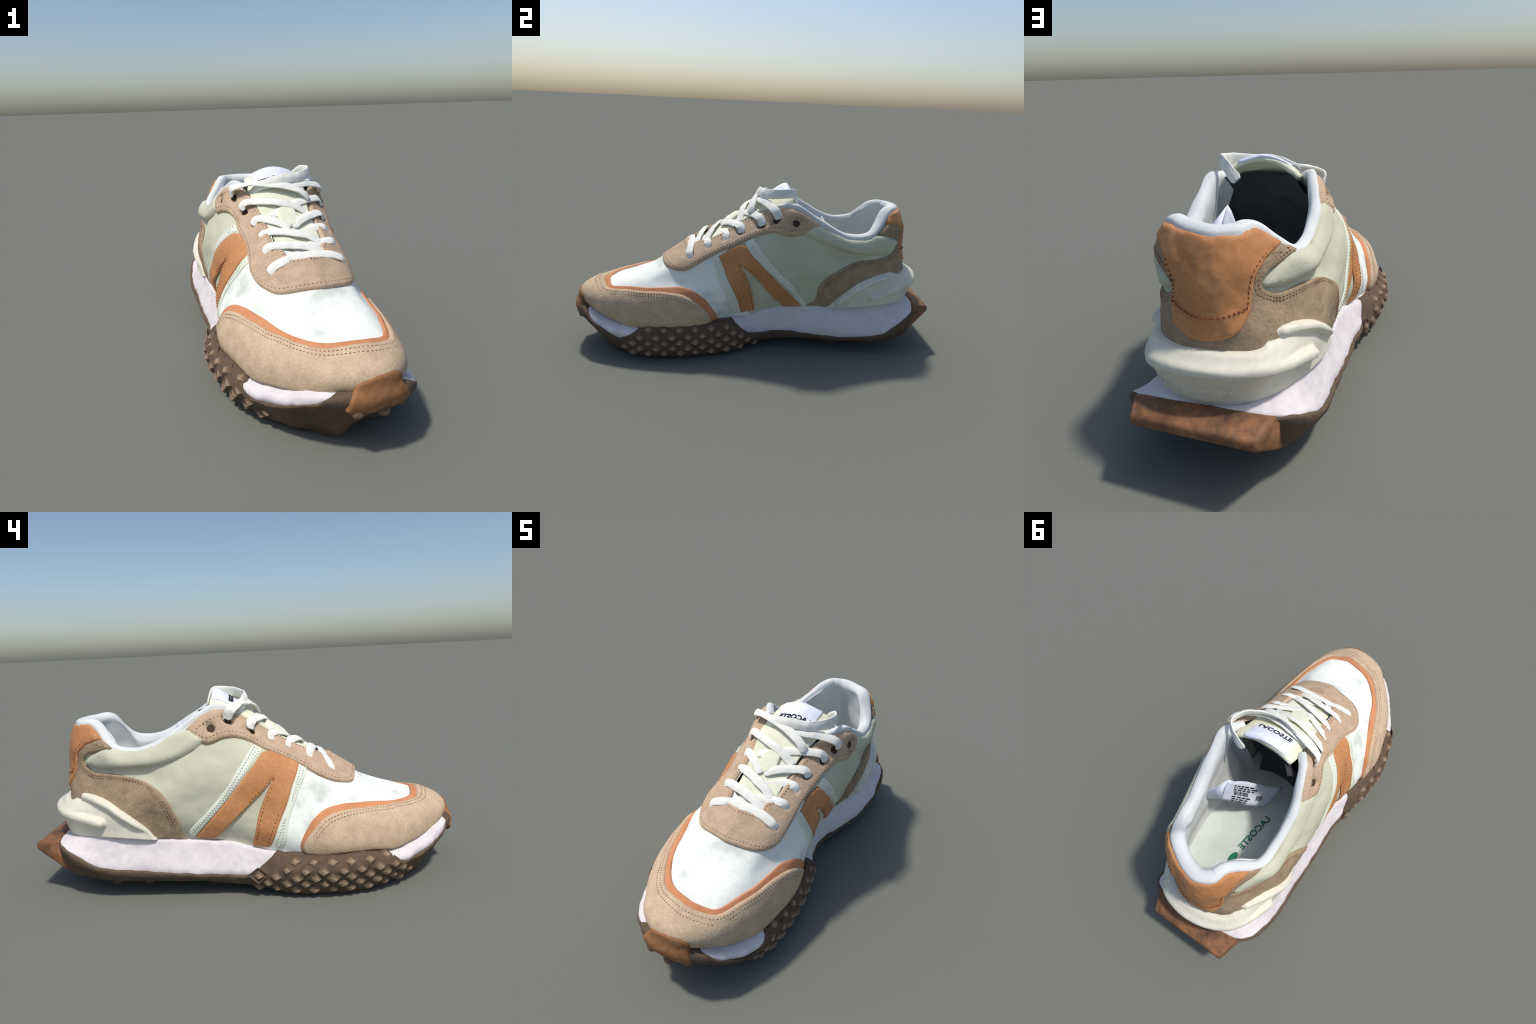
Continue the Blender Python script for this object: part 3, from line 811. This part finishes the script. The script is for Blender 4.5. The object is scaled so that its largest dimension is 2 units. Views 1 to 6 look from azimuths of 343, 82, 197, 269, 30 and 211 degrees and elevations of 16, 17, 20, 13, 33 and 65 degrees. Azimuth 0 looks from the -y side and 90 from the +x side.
# ------------------------------------------------------------------ tongue
TY = [-.47, -.40, -.30, -.20, -.10, .00, .07, .115, .142]
TZ = [.480, .522, .588, .652, .722, .796, .846, .880, .893]
TW = [.07, .095, .105, .110, .120, .140, .150, .155, .150]
def build_tongue():
    ys = np.linspace(TY[0], TY[-1], 60)
    from_y = lambda tab, y: catmull(np.array(tab)[:, None], np.interp(y, TY, range(len(TY))), False)[:, 0]
    zc = from_y(TZ, ys); wd = from_y(TW, ys)
    G = []
    us = np.linspace(-1, 1, 33)
    for y, z, w in zip(ys, zc, wd):
        up = smoothstep(-.05, .15, y)
        row = []
        for u in us:      # outer face
            drop = (.012 + .055 * up) * abs(u) ** 2.2
            row.append((.062 + .022 * up + w * u, y + .012 * up * u * u, z - drop))
        for u in us[::-1]:   # inner face
            drop = (.012 + .055 * up) * abs(u) ** 2.2
            row.append((.062 + .022 * up + w * .94 * u, y + .008 + .012 * up * u * u, z - drop - .022))
        G.append(row)
    G = np.array(G)
    # round off the free end
    end = G[-1].mean(0)
    G = np.concatenate([G, [G[-1] + (end - G[-1]) * np.array([.03, .25, .35]) + np.array([0, .008, .002])]])
    n = G.shape[1]
    V = rumple(G.reshape(-1, 3), 12, .006, 2)
    F = grid_faces(len(G), n, False)
    F += [(i * n + n - 1, i * n, (i + 1) * n, (i + 1) * n + n - 1) for i in range(len(G) - 1)]
    b = (len(G) - 1) * n
    F += [(b + k, b + k + 1, b + n - 2 - k, b + n - 1 - k) for k in range(32)]
    ob = mesh_object('tongue', V, F, TONGUE, ROOT)
    recalc(ob)
    return ob
tongue = build_tongue()
TONGUE_BVH = bvh_of([tongue])
TOP = Chart((.07, .10, .62), (0, 0, 1), TONGUE_BVH, True)
label = Panel('tongue_label', [(-.036,.045,.82),(-.042,.100,.86),(-.046,.158,.88),(.07,.152,.895),(.182,.160,.87),(.180,.110,.86),(.174,.055,.83),(.07,.04,.82)],
      TOP, LABEL, height=.006, corners=(0, 2, 4, 6), spacing=.012, edge=.005, wobble=.003, parent=tongue)

# ------------------------------------------------------------------ lettering (the marks read mirrored on this shoe)
def text_mesh(body, size):
    cu = bpy.data.curves.new('lettering', 'FONT'); cu.body = body; cu.size = size; cu.extrude = .0012
    cu.offset = .0006
    ob = bpy.data.objects.new('lettering_source', cu); link(ob)
    dg = bpy.context.evaluated_depsgraph_get()
    me = bpy.data.meshes.new_from_object(ob.evaluated_get(dg))
    bpy.data.objects.remove(ob); bpy.data.curves.remove(cu)
    return me
def lettering(body, size, length, origin, along, up, mat, parent, drape=None, lift=.004):
    me = text_mesh(body, size)
    xs = [v.co.x for v in me.vertices]; x0 = min(xs); k = length / (max(xs) - x0)
    along = Vector(along).normalized(); up = Vector(up).normalized(); nrm = along.cross(up)
    if nrm.z < 0: nrm = -nrm
    for v in me.vertices:
        p = Vector(origin) + along * (v.co.x - x0) * k + up * v.co.y
        e = v.co.z
        if drape is not None:
            h = drape.ray_cast(p + Vector((0, 0, .5)), Vector((0, 0, -1)))
            if h[0] is not None:
                p = Vector((p.x, p.y, h[0].z))
        v.co = p + nrm * (lift + e)
    me.materials.clear(); me.materials.append(mat)
    return link(bpy.data.objects.new('lettering', me), parent)
LABEL_BVH = bvh_of([label.ob])
lettering('LACOSTE', .030, .170, (.155, .056, .9), (-1, -.02, 0), (0, 1, 0), INK, label.ob, drape=LABEL_BVH, lift=.002)
lettering('LACOSTE', .046, .225, (-.012, .275, .33), (.16, .98, 0), (.98, -.16, 0), GREEN, insole, drape=bvh_of([insole]), lift=.003)
def clip_lettering():
    me = text_mesh('LACOSTE', .034)
    xs = [v.co.x for v in me.vertices]; x0, x1 = min(xs), max(xs)
    bv = bvh_of([clip.ob])
    for v in me.vertices:
        f = (v.co.x - x0) / (x1 - x0)
        a = math.radians(-18 + 56 * f)            # mirrored, wrapped round the back of the clip
        d = Vector((math.sin(a), math.cos(a), 0))
        o = Vector((.04, .62, .300 + v.co.y))
        h = bv.ray_cast(o + d, -d)
        q = h[0] if h[0] is not None else o + d * .3
        v.co = q + d * (v.co.z + .0008)
    me.materials.clear(); me.materials.append(CLIP)
    link(bpy.data.objects.new('lettering', me), clip.ob)
clip_lettering()
def insole_badge():
    V = []; n = 24
    c = Vector((.045, .555, 0)); bvi = bvh_of([insole])
    for k in range(n):
        a = 2 * math.pi * k / n
        p = c + Vector((.16, .98, 0)) * math.cos(a) * .034 + Vector((.98, -.16, 0)) * math.sin(a) * .018
        V.append(p)
    V = [Vector((p.x, p.y, bvi.ray_cast(p + Vector((0, 0, .8)), Vector((0, 0, -1)))[0].z + .004)) for p in V]
    mesh_object('printed_badge', V, [tuple(range(n))], GREEN, insole)
insole_badge()

# ------------------------------------------------------------------ laces
def ribbon(name, pts, width=.043, thick=.012, twist=None, normals=None, parent=None):
    pts = np.array(pts, float)
    m = 14 * (len(pts) - 1) + 1
    t = np.linspace(0, len(pts) - 1, m)
    C = catmull(pts, t, False)
    tg = np.gradient(C, axis=0); tg /= np.linalg.norm(tg, axis=1)[:, None]
    if normals is None:
        nr = np.stack([(C[:, 0] - .06) * 1.8, np.full(m, -.55), np.full(m, .85)], 1)
    else:
        nr = catmull(np.array(normals, float), t, False)
    nr -= (nr * tg).sum(1)[:, None] * tg
    nr /= np.linalg.norm(nr, axis=1)[:, None]
    bi = np.cross(tg, nr)
    k = 18
    a = np.arange(k) * 2 * math.pi / k
    sx = np.sign(np.cos(a)) * np.abs(np.cos(a)) ** .7; sy = np.sign(np.sin(a)) * np.abs(np.sin(a)) ** .8
    V = []
    for i in range(m):
        endf = min(1.0, .7 + .9 * min(i, m - 1 - i) / 8)
        for x, y in zip(sx, sy):
            groove = 1 - .18 * math.cos(x * 9.0) * (1 if y > 0 else 0)
            V.append(C[i] + bi[i] * x * width * .5 * endf + nr[i] * y * thick * .5 * groove)
    V = rumple(np.array(V), 25, .003, 6)
    F = [(i * k + j, i * k + (j + 1) % k, (i + 1) * k + (j + 1) % k, (i + 1) * k + j) for i in range(m - 1) for j in range(k)]
    F += [tuple(range(k))[::-1], tuple((m - 1) * k + j for j in range(k))]
    ob = mesh_object(name, V, F, LACE, parent or ROOT)
    recalc(ob)
    return ob

lace = bpy.data.objects.new('lace', None); link(lace, ROOT)
def strand(*pts, **kw):
    return ribbon('lace_strand', pts, parent=lace, **kw)
strand((-.122,-.387,.512), (-.100,-.381,.540), (-.030,-.368,.562), (.060,-.364,.570), (.150,-.370,.564), (.210,-.375,.546), (.232,-.374,.515))
strand((-.108,-.288,.572), (-.085,-.289,.602), (-.020,-.302,.606), (.050,-.318,.600), (.110,-.333,.586), (.165,-.350,.555))
strand((.234,-.279,.565), (.212,-.282,.598), (.160,-.288,.598), (.100,-.298,.590), (.040,-.325,.575), (-.03,-.345,.555))
strand((-.096,-.190,.612), (-.075,-.196,.642), (-.020,-.215,.650), (.045,-.242,.642), (.100,-.262,.630), (.155,-.285,.600))
strand((.238,-.190,.606), (.216,-.186,.640), (.165,-.195,.642), (.110,-.212,.634), (.040,-.245,.616), (-.02,-.265,.600))
strand((-.106,-.110,.664), (-.085,-.117,.694), (-.040,-.145,.690), (.010,-.178,.676), (.045,-.200,.655))
strand((.255,-.107,.662), (.233,-.114,.692), (.180,-.138,.694), (.115,-.170,.684), (.06,-.195,.660))
strand((-.133,-.018,.724), (-.112,-.026,.756), (-.045,-.055,.762), (.030,-.083,.756), (.100,-.098,.738), (.170,-.115,.700))
strand((.289,-.004,.708), (.266,-.018,.744), (.200,-.048,.752), (.130,-.072,.744), (.060,-.098,.728), (-.02,-.125,.70))
strand((-.152,.085,.776), (-.150,.060,.818), (-.080,.030,.834), (.005,.004,.832), (.085,-.024,.824), (.165,-.050,.792), (.200,-.06,.755),
       normals=[(-.6,-.3,.5),(-.3,-.5,.8),(0,-.2,.9),(0,-.6,.8),(0,-.7,.7),(.2,-.6,.8),(.5,-.5,.7)])
strand((.318,.075,.752), (.308,.058,.790), (.240,.025,.815), (.160,-.005,.822), (.080,.002,.826), (.000,.018,.822), (-.06,.03,.80))
# the loose end lies across the tongue and loops round its edge into the shoe
strand((-.050,.025,.812), (.010,.005,.838), (.090,-.006,.854), (.180,.012,.856), (.240,.055,.864), (.266,.118,.872), (.246,.158,.870), (.215,.176,.842), (.175,.190,.80),
       normals=[(0,-.8,.5),(0,-.8,.5),(.1,-.9,.4),(.4,-.9,.3),(.8,-.6,.2),(1,0,.1),(.6,.8,.2),(.2,1,.1),(0,1,.2)], width=.048)
def lace_keeper():
    h = bvh_of([tongue])
    Panel('lace_keeper', [(.005,-.175,.67),(.015,-.105,.71),(.055,-.085,.72),(.100,-.105,.71),(.112,-.175,.67),(.06,-.190,.65)], Chart((.06,-.14,.50), (0,-.3,1), h, True), TONGUE, height=.014, corners=(0,1,3,4), spacing=.012, edge=.014, parent=tongue)
lace_keeper()

# ------------------------------------------------------------------ folded paper tag in the shoe
def paper_tag():
    A = np.array([(.250,.395,.640),(.205,.360,.690),(.165,.335,.737)])
    B0 = np.array((.155,.350,.700))
    C = [(.165,.335,.735),(.118,.235,.560),(.005,.110,.370)]
    D = [(.175,.395,.610),(.105,.315,.450),(.038,.248,.350)]
    V = []; F = []
    n = 16
    cu = catmull(np.array(C), np.linspace(0, 2, n), False); cd = catmull(np.array(D), np.linspace(0, 2, n), False)
    G = np.stack([cu + (cd - cu) * f for f in np.linspace(0, 1, 8)], 1)
    ob = mesh_object('paper_tag', rumple(G.reshape(-1, 3), 14, .008, 1), grid_faces(n, 8, False), LABEL, ROOT)
    m = ob.modifiers.new('thickness', 'SOLIDIFY'); m.thickness = .003
    w = np.array([[(.165,.335,.735),(.175,.395,.610)],[(.205,.365,.680),(.215,.405,.590)],[(.262,.395,.620),(.270,.425,.570)]])
    fl = mesh_object('paper_fold', w.reshape(-1, 3), grid_faces(3, 2, False), LABEL, ob)
    m = fl.modifiers.new('thickness', 'SOLIDIFY'); m.thickness = .003
    # printed rows
    Vs = []; Fs = []
    rr = random.Random(3)
    nrm = np.cross(G[8, 0] - G[4, 0], G[4, 7] - G[4, 0]); nrm /= np.linalg.norm(nrm); nrm = nrm if nrm[2] > 0 else -nrm
    def bar(s0, s1, t0, t1):
        k = len(Vs)
        for s, t in ((s0, t0), (s1, t0), (s1, t1), (s0, t1)):
            a = catmull(np.array(C), np.array([s]), False)[0]; b = catmull(np.array(D), np.array([s]), False)[0]
            Vs.append(a + (b - a) * t + nrm * .007)
        Fs.append((k, k + 1, k + 2, k + 3))
    for t in (.18, .27, .36, .68, .78, .88):
        s = .3
        while s < (1.1 if t < .5 else .95):
            e = s + rr.uniform(.06, .2); bar(s, e, t, t + .05); s = e + .05
    for k in range(18):
        bar(.35 + .035 * k, .35 + .035 * k + rr.uniform(.008, .022), .44, .62)
    for k in range(4):
        bar(1.3 + .06 * k, 1.34 + .06 * k, .5, .72)
    pr = mesh_object('printing', Vs, Fs, INK, ob, smooth=False); pr['kind'] = 'stuff'
paper_tag()

bpy.data.objects.remove(shell)
